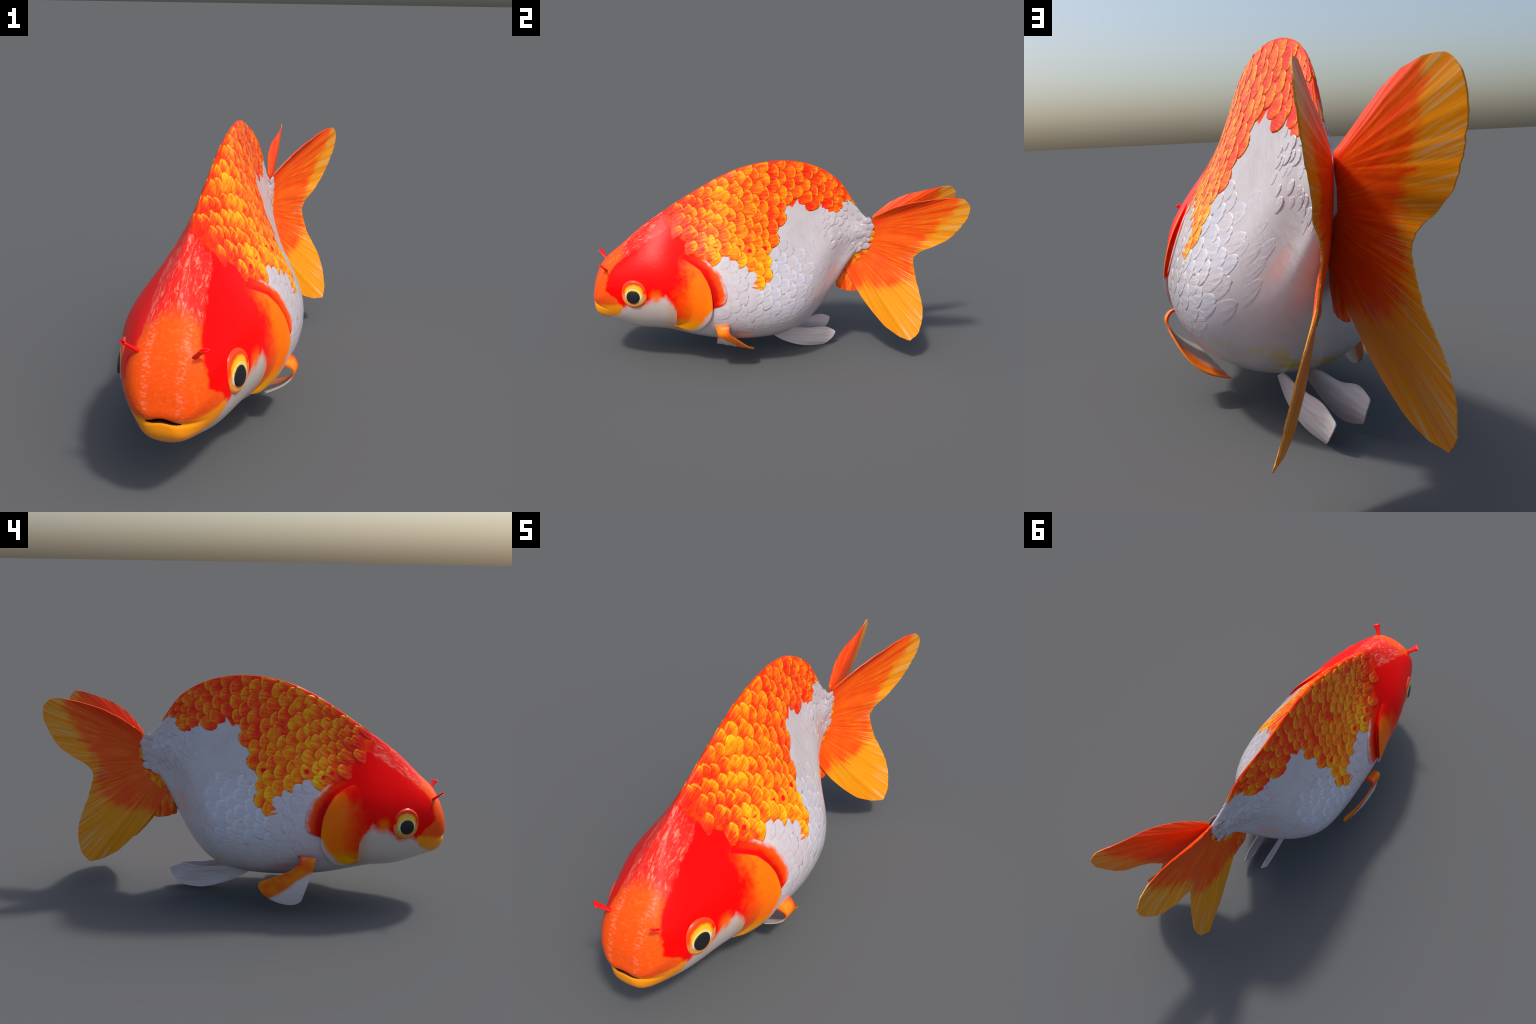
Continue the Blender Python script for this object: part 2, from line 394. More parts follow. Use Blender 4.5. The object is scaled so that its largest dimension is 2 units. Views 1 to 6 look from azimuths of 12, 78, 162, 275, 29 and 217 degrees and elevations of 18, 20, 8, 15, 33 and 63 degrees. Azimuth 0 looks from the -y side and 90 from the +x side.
def fin_material(name, kind):
    n = Nodes(name)
    P, x, y, z = n.coords()
    if kind == "tail":
        py, pz = .36, .64
        dy = n.math("SUBTRACT", y, py); dz = n.math("SUBTRACT", z, pz)
        ang = n.math("ARCTAN2", dz, dy); r = n.math("SQRT", n.math("ADD", n.math("MULTIPLY", dy, dy), n.math("MULTIPLY", dz, dz)))
        streak = n.noise(n.combine(n.math("MULTIPLY", ang, 34), n.math("MULTIPLY", r, 3.0), 0.0), 1.0, 4, .6)
        fine = n.noise(n.combine(n.math("MULTIPLY", ang, 95), n.math("MULTIPLY", r, 2.2), 3.0), 1.0, 3, .6)
        wide = n.noise(P, 13, 3)
        # radius at which the red gives way to amber, by direction
        lim = n.curve(ang, [(-1.8, .25), (-1.14, .265), (-.76, .32), (-.62, .36), (-.40, .38), (-.25, .36), (-.10, .35), (.10, .38), (.2, .42), (.36, .52), (.50, .60), (.6, .68), (.9, .72)], -1.8, .9)
        t = n.math("ADD", n.math("SUBTRACT", r, lim), n.math("ADD", n.math("MULTIPLY", n.math("SUBTRACT", streak, .5), .16), n.math("MULTIPLY", n.math("SUBTRACT", wide, .5), .10)))
        tip = n.step(-.030, .040, t)
        red = n.ramp(n.math("ADD", n.math("MULTIPLY", streak, .7), n.math("MULTIPLY", wide, .3)), [(.30, (.92, .045, .002)), (.50, (.93, .095, .003)), (.70, (.94, .20, .004))])
        amber = n.ramp(n.math("ADD", n.math("MULTIPLY", fine, .6), n.math("MULTIPLY", streak, .4)), [(.32, (.88, .20, .003)), (.52, (.87, .32, .004)), (.72, (.82, .40, .04))])
        col = n.mix(tip, red, amber)
        midray = n.math("MULTIPLY", n.math("MULTIPLY", n.step(.56, .68, streak), n.step(.16, .30, r)), n.step(-1.0, -.55, ang))
        col = n.mix(n.math("MULTIPLY", midray, n.math("MULTIPLY", n.step(.35, .0, ang), .7)), col, (.95, .33, .02))
        out = n.curve(ang, [(-1.8, .50), (-1.35, .56), (-1.05, .60), (-.75, .50), (-.45, .37), (-.2, .34), (.05, .40), (.25, .52), (.42, .62), (.55, .66), (.9, .7)], -1.8, .9)
        fray = n.math("MULTIPLY", n.step(-.075, -.005, n.math("SUBTRACT", r, out)), n.step(.53, .60, n.math("ADD", n.math("MULTIPLY", fine, .7), n.math("MULTIPLY", streak, .3))))
        col = n.mix(n.math("MULTIPLY", fray, .48), col, (.60, .50, .38))
        # inner faces of the two fans look redder near the root
        lead = n.math("MULTIPLY", n.step(.50, .62, ang), n.step(.62, .50, r))
        col = n.mix(n.math("MULTIPLY", lead, .45), col, (.95, .03, .006))
        h = n.math("ADD", streak, n.math("MULTIPLY", fine, .6))
        return translucent(n, col, n.bump(h, .13, .003), .42)
    if kind == "pectoral":
        a = n.noise(P, 24, 3); edge = n.curve(y, [(-.42, .20), (-.36, .215), (-.30, .175), (-.25, .125), (-.2, .09), (-.16, .06), (-.1, .0)], -.42, -.1)
        w = n.math("ADD", n.math("SUBTRACT", z, edge), n.math("MULTIPLY", n.math("SUBTRACT", a, .5), .02))
        col = n.mix(n.step(.012, -.012, w), n.mix(n.step(.4, .6, a), (.94, .15, .005), (.95, .24, .008)), (.72, .62, .60))
        col = n.mix(n.math("MULTIPLY", n.step(.235, .265, z), n.step(-.34, -.31, y)), col, (.92, .03, .006))
        return translucent(n, col, n.bump(n.noise(P, 70, 3), .25, .003), .36)
    if kind == "pelvic":
        s = n.noise(n.combine(n.math("MULTIPLY", x, 30), n.math("MULTIPLY", y, 6), n.math("MULTIPLY", z, 60)), 1.0, 4)
        col = n.mix(n.step(.4, .65, s), (.74, .66, .65), (.70, .54, .52))
        return translucent(n, col, n.bump(s, .3, .004), .32)
    s = n.noise(n.combine(n.math("MULTIPLY", x, 40), n.math("MULTIPLY", y, 50), n.math("MULTIPLY", z, 14)), 1.0, 4)
    col = n.ramp(s, [(.35, (.88, .04, .004)), (.55, (.94, .14, .006)), (.68, (.94, .30, .01))])
    return translucent(n, col, n.bump(s, .3, .003), .36)


def translucent(n, col, normal, rough):
    p = n.new("ShaderNodeBsdfPrincipled"); n.put(p.inputs["Base Color"], col); p.inputs["Roughness"].default_value = rough
    p.inputs["Specular IOR Level"].default_value = .26
    n.put(p.inputs["Normal"], normal)
    t = n.new("ShaderNodeBsdfTranslucent"); n.put(t.inputs["Color"], col)
    m = n.new("ShaderNodeMixShader"); m.inputs[0].default_value = .06
    n.t.links.new(p.outputs[0], m.inputs[1]); n.t.links.new(t.outputs[0], m.inputs[2]); n.t.links.new(m.outputs[0], n.out.inputs[0])
    return n.mat


def plain(name, color, rough=.35, noise_amt=.0, color2=None, scale=40, spec=.5):
    n = Nodes(name)
    P, x, y, z = n.coords()
    f = n.noise(P, scale, 3)
    col = n.mix(n.step(.35, .65, f), color, color2 or color)
    return n.finish(col, rough=rough, spec=spec, normal=n.bump(f, .12, .002))


def eye_material():
    """local x towards the tail, y up, z out of the head; unit = eye radius"""
    n = Nodes("eye_iris")
    P, x, y, z = n.coords()
    py = n.math("ADD", y, .20); px = n.math("ADD", x, .05)
    r = n.math("SQRT", n.math("ADD", n.math("MULTIPLY", px, px), n.math("MULTIPLY", py, py)))
    R = n.math("SQRT", n.math("ADD", n.math("MULTIPLY", x, x), n.math("MULTIPLY", y, y)))
    a = n.noise(P, 3.5, 4); b = n.noise(P, 9, 3)
    ang = n.math("ARCTAN2", py, px)
    up = n.math("ADD", y, n.math("MULTIPLY", n.math("SUBTRACT", a, .5), .5))
    iris = n.mix(n.step(-.35, .0, up), (.72, .54, .30), (.95, .48, .008))
    iris = n.mix(n.math("MULTIPLY", n.step(.60, .85, R), n.step(.02, .3, up)), iris, (.95, .34, .01))
    iris = n.mix(n.math("MULTIPLY", n.step(.60, .70, b), n.step(.55, .75, R)), iris, (.80, .10, .01))
    iris = n.mix(n.step(.64, .56, r), iris, (.74, .70, .62))
    upper = n.math("MULTIPLY", n.step(.62, .52, r), n.step(.1, .5, n.math("SINE", ang)))
    iris = n.mix(upper, iris, (.95, .60, .05))
    lid = n.step(.56, .76, n.math("ADD", R, n.math("MULTIPLY", n.math("SUBTRACT", a, .5), .25)))
    lidcol = n.mix(n.step(-.35, .25, n.math("ADD", y, n.math("MULTIPLY", n.math("SUBTRACT", b, .5), .5))), (.72, .27, .04), (.93, .060, .004))
    col = n.mix(lid, iris, lidcol)
    col = n.mix(n.math("MULTIPLY", n.step(.55, .95, y), n.step(.6, .8, R)), col, (.93, .05, .008))
    col = n.mix(n.math("MULTIPLY", n.step(.97, 1.06, R), .7), col, (.50, .03, .006))
    return n.finish(col, rough=.25, spec=.3, normal=n.bump(a, .15, .01))


M_SKIN = skin_material()
M_ORANGE = scale_material("orange_scale_skin", True)
M_WHITE = scale_material("pearl_scale_skin", False)
M_FIELD = white_stuff_material()
M_TAIL = fin_material("tail_fin_membrane", "tail")
M_PECT = fin_material("pectoral_membrane", "pectoral")
M_PELV = fin_material("pelvic_membrane", "pelvic")
M_ANAL = fin_material("anal_membrane", "anal")
M_EYE = eye_material()
M_PUPIL = plain("pupil_black", (.012, .012, .016), rough=.30, spec=.3)
M_MOUTH = plain("mouth_dark", (.035, .006, .003), rough=.7)
M_NOSTRIL = plain("nostril_red", (.93, .008, .006), rough=.35, color2=(.85, .006, .005))
M_WNUB = plain("pearl_nub", (.58, .51, .535), rough=.25, color2=(.56, .46, .475), scale=20)
M_ANUB = plain("amber_nub", (.93, .12, .004), rough=.35, color2=(.90, .36, .006), scale=26, spec=.25)

# ------------------------------------------------------------------ the fish

fish = bpy.data.objects.new("goldfish", None)
COLL.objects.link(fish)
fish["label"] = "red, orange and white fancy goldfish with high arched back and fan tail"
fish["category"] = "goldfish"
fish.empty_display_size = .2


def mouth_line(s):
    """height of the mouth line at distance s from the middle plane"""
    s = np.abs(s)
    return .347 - .012 * smooth(0, .06, s) - .006 * smooth(.06, .12, s)


def build_body():
    u = np.concatenate([np.linspace(0.012, .16, 90, endpoint=False), np.linspace(.16, 1.0, 190)])
    y = Y0 + YR * u**2
    V = section(y)
    m = 110
    th = np.tile(np.linspace(0, math.pi, m), (len(y), 1))
    w, z = half_width(V, th)
    xm = mid_x(y)[:, None]
    ring = np.concatenate([xm + w, (xm - w)[:, -2:0:-1]], 1)
    zz = np.concatenate([z, z[:, -2:0:-1]], 1)
    nr = ring.shape[1]
    P = np.stack([ring, np.repeat(y[:, None], nr, 1), zz], -1)
    # rounded cap over the tip of the snout
    c = P[0].mean(0); k = np.linspace(.04, 1, 24, endpoint=False)[:, None, None]
    cap = c + (P[0] - c)[None] * k; cap[..., 1] -= .0012 * (1 - k[..., 0]**2)
    P = np.concatenate([cap, P], 0); y = np.concatenate([np.full(24, y[0]), y])
    s = P[..., 0] - .024
    front = smooth(-.82, -.93, P[..., 1])
    dz = P[..., 2] - mouth_line(s)
    # mouth slit: a lens cut back into the snout; the mesh is snapped to its outline
    half = .0072 * np.clip(1 - (s / .058)**2, 0, 1)**.6
    at_front = P[..., 1] < -.945
    snap = at_front & (half > .0012) & (np.abs(np.abs(dz) - half) < .0013)
    P[..., 2] = np.where(snap, mouth_line(s) + np.sign(dz) * half, P[..., 2])
    dz = P[..., 2] - mouth_line(s)
    slit = (at_front & (half > .0012) & (np.abs(dz) < half - .0002)).astype(float)
    # crease running on from the mouth corners, upper lip over it, fuller lower lip under it
    crease = np.exp(-(dz / .008)**2) * smooth(.135, .075, np.abs(s)) * front
    lower = np.exp(-((dz + .045) / .030)**2) * smooth(.12, .03, np.abs(s)) * front
    upper = np.exp(-((dz - .030) / .022)**2) * smooth(.12, .04, np.abs(s)) * front
    P[..., 1] += slit * .045 + crease * .007 - lower * .003 - upper * .003
    # brow swell over the eye, hollow under the crown ridge
    verts = list(P.reshape(-1, 3))
    faces = []
    for i in range(len(y) - 1):
        for j in range(nr):
            a = i * nr + j; b = i * nr + (j + 1) % nr
            faces.append((a, b, b + nr, a + nr))
    verts.append(P[0].mean(0) + np.array([0, -.0003, 0])); c0 = len(verts) - 1
    verts.append(P[-1].mean(0) + np.array([0, .012, 0])); c1 = len(verts) - 1
    base = (len(y) - 1) * nr
    for j in range(nr):
        faces.append((c0, (j + 1) % nr, j))
        faces.append((c1, base + j, base + (j + 1) % nr))
    V_ = np.array(verts)
    slit_v = np.concatenate([slit.ravel(), [0, 0]])
    return V_, faces, slit_v


def split_body():
    V, F, slit = build_body()
    me = bpy.data.meshes.new("body")
    me.from_pydata([tuple(v) for v in V], [], F); me.update()
    bm = bmesh.new(); bm.from_mesh(me); bmesh.ops.recalc_face_normals(bm, faces=bm.faces); bm.to_mesh(me); bm.free(); me.update()
    nrm = np.zeros(len(V) * 3); me.vertices.foreach_get("normal", nrm); nrm = nrm.reshape(-1, 3)
    regions = {}
    for p in me.polygons:
        c = p.center; vs = list(p.vertices)
        red = lerp_curve(RED_EDGE, c.z)
        if np.max(slit[vs]) > .5: k = "mouth"
        elif c.y < -.864 and lerp_curve(LIP_EDGE, c.y) < c.z < float(mouth_line(c.x - .024)): k = "lower_lip"
        elif c.y < red + .015: k = "head"
        elif c.y < .30 - (c.z - .6) * .12: k = "torso"
        else: k = "tail_base"
        regions.setdefault(k, []).append(vs)
    for k, fl in regions.items():
        used = sorted({i for f in fl for i in f}); idx = {v: i for i, v in enumerate(used)}
        ob = mesh_object(k, V[used], [[idx[i] for i in f] for f in fl], M_MOUTH if k == "mouth" else M_SKIN, fish)
        if k != "mouth":
            ob.data.normals_split_custom_set_from_vertices([tuple(nrm[i]) for i in used])
    bpy.data.meshes.remove(me)


split_body()

# ------------------------------------------------------------------ gill covers and shoulder flaps

GILL_REAR = [(-.625, .640), (-.560, .617), (-.512, .596), (-.465, .566), (-.434, .52), (-.416, .477), (-.408, .431), (-.405, .373), (-.413, .329), (-.443, .275), (-.482, .238), (-.53, .232), (-.588, .250)]
GILL_FRONT = [(-.70, .600), (-.70, .56), (-.69, .52), (-.675, .48), (-.655, .45), (-.630, .42), (-.604, .39), (-.588, .36), (-.582, .33), (-.583, .30), (-.585, .28), (-.588, .265), (-.590, .252)]
FLAP_REAR = [(-.53, .668), (-.457, .626), (-.406, .584), (-.369, .542), (-.347, .503), (-.333, .449), (-.342, .412), (-.370, .392), (-.402, .378)]
FLAP_FRONT = [(-.60, .640), (-.54, .60), (-.50, .57), (-.47, .53), (-.445, .49), (-.435, .45), (-.43, .42), (-.43, .395), (-.43, .375)]


def plate(name, front, rear, lift, drop, side, nu=44, nv=70, dome=.0, top_fade=.4, mat=M_SKIN):
    tv = np.linspace(0, 1, nv)
    A = poly_at(front, tv); B = poly_at(rear, tv)
    tu = np.linspace(0, 1, nu)
    Y = A[None, :, 0] * (1 - tu)[:, None] + B[None, :, 0] * tu[:, None]
    Z = A[None, :, 1] * (1 - tu)[:, None] + B[None, :, 1] * tu[:, None]
    Fr = frac_at(Y.ravel(), Z.ravel()).reshape(Y.shape)
    S = skin(Y, Fr, side); N = skin_normal(Y, Fr, side)
    ends = np.minimum(smooth(0, top_fade, tv), .35 + .65 * smooth(1.0, .88, tv))[None, :]
    prof = -.004 + (lift + .004) * smooth(.30, .97, tu)[:, None] * ends + dome * np.sin(np.pi * tu)[:, None] * ends
    top = S + N * prof[..., None]
    rim = [top]
    for k, (dn, dy) in enumerate([(.0015, .0025), (.006, .002), (.5, -.004)]):
        o = np.maximum(prof[-1] - dn, -.004) if k < 2 else np.full(nv, -drop)
        row = S[-1] + N[-1] * o[:, None]
        row[:, 1] += dy
        rim.append(row[None])
    G = np.concatenate(rim, 0)
    ob = mesh_object(name, G.reshape(-1, 3), grid_faces(G.shape[0], nv, flip=side > 0), mat, fish)
    bm = bmesh.new(); bm.from_mesh(ob.data); bmesh.ops.recalc_face_normals(bm, faces=bm.faces); bm.to_mesh(ob.data); bm.free()
    return ob


for side in (1, -1):
    plate("shoulder_flap", FLAP_FRONT, FLAP_REAR, .0048, .006, side, nu=30, nv=50, dome=.001, top_fade=.5)
    plate("gill_cover", GILL_FRONT, GILL_REAR, .013, .006, side, dome=.001)

# ------------------------------------------------------------------ scales

ROWS = 17


def scale_outline(a):
    """half width of a scale (1 = full) at distance a along it"""
    a = np.asarray(a, float)
    back = np.clip(1 - (np.clip(a - .42, 0, None) / .58)**2.5, 0, 1)**.55
    return np.where(a < .42, .62 + .38 * smooth(0, .42, a), back)


def scale_patch(y0, f0, length, wf, side, rnd, lift=.0050, na=13, nb=11):
    """vertices and faces of one scale lying on the skin; wf = half width as arc fraction"""
    a = .985 * (1 - (1 - np.linspace(0, 1, na))**1.35); b = np.linspace(-1, 1, nb)
    A, Bm = np.meshgrid(a, b, indexing="ij")
    wob = 1 + rnd.normal(0, .03) + .02 * np.sin(Bm * 4 + rnd.uniform(0, 6)) * A
    Wd = scale_outline(A) * Bm * wf
    skew = rnd.normal(0, .05)
    Y = y0 + A * length * wob
    Fq = f0 + Wd + skew * wf * A
    # keep scales of the top row from crossing the ridge
    Fq = np.maximum(Fq, .004)
    S = skin(np.minimum(Y, .497), Fq, side); N = skin_normal(np.minimum(Y, .497), Fq, side)
    off = -.0008 + (lift + .0008) * np.clip(A / .95, 0, 1)**1.1 + .0003 * (1 - Bm**2) * smooth(0, .5, A) * smooth(1.0, .6, A)
    off -= .0008 * smooth(.85, 1.0, np.abs(Bm)) + .0005 * smooth(.94, 1.0, A)
    off += .0006 * np.sin(9 * Bm + rnd.uniform(0, 6)) * smooth(.2, .7, A) * smooth(1.0, .85, A)
    top = S + N * off[..., None]
    # skirt down to the skin around the two sides and the rim
    loop = [(i, 0) for i in range(na)] + [(na - 1, j) for j in range(1, nb)] + [(i, nb - 1) for i in range(na - 2, -1, -1)]
    low = np.array([S[i, j] + N[i, j] * -.0015 for i, j in loop])
    verts = np.concatenate([top.reshape(-1, 3), low])
    faces = grid_faces(na, nb, flip=side < 0)
    base = na * nb
    for k in range(len(loop) - 1):
        (i, j), (p, q) = loop[k], loop[k + 1]
        f = (i * nb + j, p * nb + q, base + k + 1, base + k)
        if len(set(f)) == 4: faces.append(f if side < 0 else f[::-1])
    return verts, faces, (S[0, nb // 2], S[-1, nb // 2], N[0, nb // 2])


def in_orange(y, z):
    return z > lerp_curve(ORANGE_EDGE, y) and y < .375


def scale_sites():
    """(root y, arc fraction, length, half width fraction) over one flank"""
    sites = []
    y = -.66; col = 0
    while y < .36:
        step = float(np.interp(y, [-.66, -.45, -.2, .0, .12, .25, .36], [.043, .045, .050, .056, .050, .040, .034]))
        for r in range(ROWS):
            f = (r + (.5 if col % 2 else .0) + .35) / ROWS
            if f > .93: continue
            sites.append((y, f, step * 2.05, .66 / ROWS, col, r))
        y += step * .86
        col += 1
    return sites


named, stuff = [], []
rnd = np.random.default_rng(11)
for (y0, f, L, wf, col, r) in scale_sites():
    yv = y0 + L * .72
    tip = skin(np.array([yv]), np.array([f]))[0]
    z = tip[2]
    if yv > .38 or y0 + L > .46: continue
    # outside the red head and behind the gill cover and its flap
    if yv < lerp_curve(RED_EDGE, z) + .022: continue
    if z < .60 and yv < lerp_curve([(.30, -.41), (.38, -.385), (.41, -.315), (.45, -.30), (.54, -.33), (.60, -.38)], z) + .012: continue
    orange = in_orange(yv - .008, z + .004)
    if not orange:
        if z < .25 + .22 * max(0, (yv - .0) / .3): continue          # smooth under-belly
        far = yv - lerp_curve([(.22, .05), (.35, .11), (.50, .14), (.60, .07), (.68, -.02), (.75, -.06)], z)
        if z > .66 and yv > -.02: continue
        if far > .13 or (far > .02 and rnd.random() < .30): continue     # smooth skin over the rear flank
    item = (y0, f, L, wf, orange)
    area = L * wf * float(np.interp(yv, TY, ARC_LEN)) * (30 if orange else (1 if z < .62 and yv < .16 else .25))
    named.append((area, item))

named.sort(key=lambda t: -t[0])
print('scales per flank', len(named), 'orange', sum(1 for t in named if t[1][4]))
for k, (area, (y0, f, L, wf, orange)) in enumerate(named):
    jit = (rnd.normal(0, .006), rnd.normal(0, .006) / ROWS * 3, 1 + rnd.normal(0, .05))
    lift = (.0021 if orange else .0013) * rnd.uniform(.88, 1.10)
    yv = y0 + L * .72
    if not orange:
        zz = float(skin(np.array([yv]), np.array([f]))[0][2])
        lift *= float(.22 + .78 * smooth(.28, .42, zz) * smooth(.13, .0, yv - lerp_curve([(.22, .0), (.5, .06), (.68, -.09), (.8, -.2)], zz)))
    seed = int(rnd.integers(1 << 30))
    if k < 150:
        for side in (1, -1):
            V, Fc, (root, tip, nv) = scale_patch(y0 + jit[0], f + jit[1], L * jit[2], wf, side, np.random.default_rng(seed), lift)
            # own frame: x from root to rim (unit = length), y across, z out of the skin
            ax = Vector(tip - root); ln = ax.length; ax.normalize()
            nz = Vector(nv); ay = nz.cross(ax).normalized(); nz = ax.cross(ay)
            W = Matrix.Translation(Vector(root)) @ Matrix((ax, ay, nz)).transposed().to_4x4() @ Matrix.Scale(ln, 4)
            inv = W.inverted()
            ob = mesh_object("scale", [inv @ Vector(v) for v in V], Fc, M_ORANGE if orange else M_WHITE, fish)
            ob.matrix_local = W
    else:
        for side in (1, -1):
            V, Fc, _ = scale_patch(y0 + jit[0], f + jit[1], L * jit[2], wf, side, np.random.default_rng(seed), lift, na=10, nb=9)
            stuff.append((V, Fc))

# small puckered scales of the tail base
def tail_scales():
    r2 = np.random.default_rng(5)
    out = []
    y = .19; col = 0
    while y < .41:
        arc = float(np.interp(y, TY, ARC_LEN)); n = max(4, int(arc / .043))
        for k in range(n):
            f = (k + (.5 if col % 2 else 0) + .3) / n
            p = skin(np.array([y + .03]), np.array([f]))[0]
            if f > .96 or p[2] > lerp_curve(ORANGE_EDGE, y + .04) - .02 or p[2] < .60 + .42 * max(0, .34 - y): continue
            if r2.random() < (.25 if y > .22 else .55): continue
            for side in (1, -1):
                size = r2.normal(1, .12)
                out.append(scale_patch(y + r2.normal(0, .004), f + r2.normal(0, .006), .042 * size, .024 * size / arc, side, np.random.default_rng(int(r2.integers(1 << 30))), lift=.0032 * r2.uniform(.2, 1.1) * (1 if y > .22 else .6), na=9, nb=9)[:2])
        y += .024; col += 1
    return out


def join_patches(name, plist, mat, parent):
    V = []; F = []; o = 0
    for v, f in plist:
        V.append(v); F += [[i + o for i in q] for q in f]; o += len(v)
    ob = mesh_object(name, np.concatenate(V), F, mat, parent)
    ob["kind"] = "stuff"
    return ob


join_patches("small_scales", stuff, M_FIELD, fish)
join_patches("tail_base_scales", tail_scales(), M_FIELD, fish)

# ------------------------------------------------------------------ fins

def solid_sheet(name, G, thick, mat, parent, ridge=None):
    """closed thin solid around the middle sheet G (n, m, 3); thick = (n, m) or number"""
    n, m, _ = G.shape
    gu = np.gradient(G, axis=0); gv = np.gradient(G, axis=1)
    N = np.cross(gu, gv); N /= np.linalg.norm(N, axis=-1, keepdims=True) + 1e-9
    T = (np.zeros((n, m)) + thick)[..., None] / 2
    mid = G + (N * ridge[..., None] if ridge is not None else 0)
    top = mid + N * T; bot = mid - N * T
    V = np.concatenate([top.reshape(-1, 3), bot.reshape(-1, 3)])
    F = grid_faces(n, m) + grid_faces(n, m, n * m, True)
    loop = [(i, 0) for i in range(n)] + [(n - 1, j) for j in range(1, m)] + [(i, m - 1) for i in range(n - 2, -1, -1)] + [(0, j) for j in range(m - 2, 0, -1)]
    for k in range(len(loop)):
        a = loop[k]; b = loop[(k + 1) % len(loop)]
        ia = a[0] * m + a[1]; ib = b[0] * m + b[1]
        F.append((ia, ib, ib + n * m, ia + n * m))
    ob = mesh_object(name, V, F, mat, parent)
    bm = bmesh.new(); bm.from_mesh(ob.data)
    bmesh.ops.remove_doubles(bm, verts=bm.verts, dist=1e-5)
    bmesh.ops.dissolve_degenerate(bm, edges=bm.edges, dist=1e-6)
    bmesh.ops.recalc_face_normals(bm, faces=bm.faces)
    for e in bm.edges:
        if len(e.link_faces) == 2 and e.calc_face_angle(0) > 1.0: e.smooth = False
    bm.to_mesh(ob.data); bm.free()
    return ob


# outline of one fan in the tail frame: (side, along, height), from top of the root round to its bottom
FAN_OUT = [(.015, .052, .785), (.055, .140, .853), (.080, .233, .898), (.098, .360, .930), (.113, .434, .944), (.134, .490, .944), (.144, .525, .909), (.146, .523, .847), (.140, .486, .770),
           (.130, .440, .705), (.117, .353, .651), (.098, .302, .615), (.092, .278, .577), (.098, .285, .528), (.112, .303, .455), (.140, .325, .385), (.166, .343, .300), (.182, .335, .215), (.187, .318, .172),
           (.189, .282, .140), (.162, .228, .146), (.122, .150, .188), (.086, .076, .262), (.060, .014, .335), (.040, -.035, .404), (.012, -.090, .500)]
FAN_ROOT = [(.005, .050, .772), (.004, .050, .70), (.005, .030, .635), (.006, -.03, .57), (.006, -.095, .505)]
TAIL_ORIGIN = np.array([.045, .45, 0.0])


def tail_world(p, side):
    """tail frame -> world: the tail swings towards +x, the upper lobes a bit more"""
    s, a, z = p[..., 0] * side, p[..., 1], p[..., 2]
    ang = np.radians(8.5)
    s = s + lerp_curve([(.14, .016), (.30, .005), (.45, -.005), (.58, -.010), (.70, .0), (.95, .034)], z) * np.clip(a / .30, 0, 1)
    t = np.array([math.sin(ang), math.cos(ang), 0]); n = np.array([math.cos(ang), -math.sin(ang), 0])
    W = TAIL_ORIGIN + s[..., None] * n + a[..., None] * t
    W[..., 2] = z
    return W


def tail_fin(side):
    o = np.array(FAN_OUT, float)
    d = np.r_[0, np.cumsum(np.linalg.norm(np.diff(o, axis=0), axis=1))]; d /= d[-1]
    nv, nu = 240, 46
    tv = np.linspace(0, 1, nv)
    lin = np.stack([np.interp(tv, d, o[:, k]) for k in range(3)], -1)
    cub = spline(d, o, tv)
    out = .45 * cub + .55 * lin
    # root parameter runs the same way but spends most of its length on the trailing rays
    rt = np.interp(tv, [0, .36, .50, .80, 1.0], [0, .12, .45, .85, 1.0])
    root = poly_at(FAN_ROOT, rt)
    tu = np.linspace(0, 1, nu)
    G = root[None] * (1 - tu)[:, None, None] + out[None] * tu[:, None, None]
    # slight cupping: the sheet leaves the body straight and flares outwards
    G[..., 0] = root[None, :, 0] + (out[None, :, 0] - root[None, :, 0]) * (tu**1.12)[:, None]
    dirn = out - root; angv = np.unwrap(np.arctan2(dirn[:, 2], dirn[:, 1]))
    # frayed trailing edge: rays end at slightly different lengths
    edge = np.minimum(smooth(.27, .33, tv), smooth(.80, .74, tv))
    fray = edge * (.0012 * np.sin(angv * 120) + .0012 * np.sin(angv * 67 + 1))
    G[-1] += (dirn / np.linalg.norm(dirn, axis=1)[:, None]) * fray[:, None]
    ridge = (.0006 * np.sin(angv * 62) + .0004 * np.sin(angv * 131 + 2))[None, :] * smooth(.05, .5, tu)[:, None]
    thick = (.0078 - .0038 * tu[:, None]) * np.ones((1, nv))
    W = tail_world(G, side)
    return solid_sheet("tail_fin", W, thick, M_TAIL, fish, ridge * side)


for side in (1, -1):
    tail_fin(side)


def loft_fin(name, lead, trail, nu, nv, thick, mat, bow=0.0, wave=0.0, tipround=.0):
    """fin between a leading and a trailing edge curve (3D points each)"""
    tu = np.linspace(0, 1, nu); tv = np.linspace(0, 1, nv)
    A = poly_at(lead, tu); B = poly_at(trail, tu)
    G = A[:, None] * (1 - tv)[None, :, None] + B[:, None] * tv[None, :, None]
    gu = np.gradient(G, axis=0); gv = np.gradient(G, axis=1)
    N = np.cross(gu, gv); N /= np.linalg.norm(N, axis=-1, keepdims=True) + 1e-9
    G = G + N * (bow * np.sin(np.pi * tv)[None, :, None] * np.sin(np.pi * np.clip(tu, 0, 1) * .5)[:, None, None])
    ax = (A[-1] + B[-1]) / 2 - (A[0] + B[0]) / 2; ax /= np.linalg.norm(ax)
    G = G + ax * (tipround * np.sqrt(np.clip(1 - (2 * tv - 1)**2, 0, 1)))[None, :, None] * (smooth(.5, 1, tu))[:, None, None]
    ridge = (wave * np.sin(tv * 31))[None, :] * smooth(.1, .6, tu)[:, None]
    T = thick * (1.25 - .55 * tu)[:, None] * np.ones((1, nv))
    return solid_sheet(name, G, T, mat, fish, ridge)


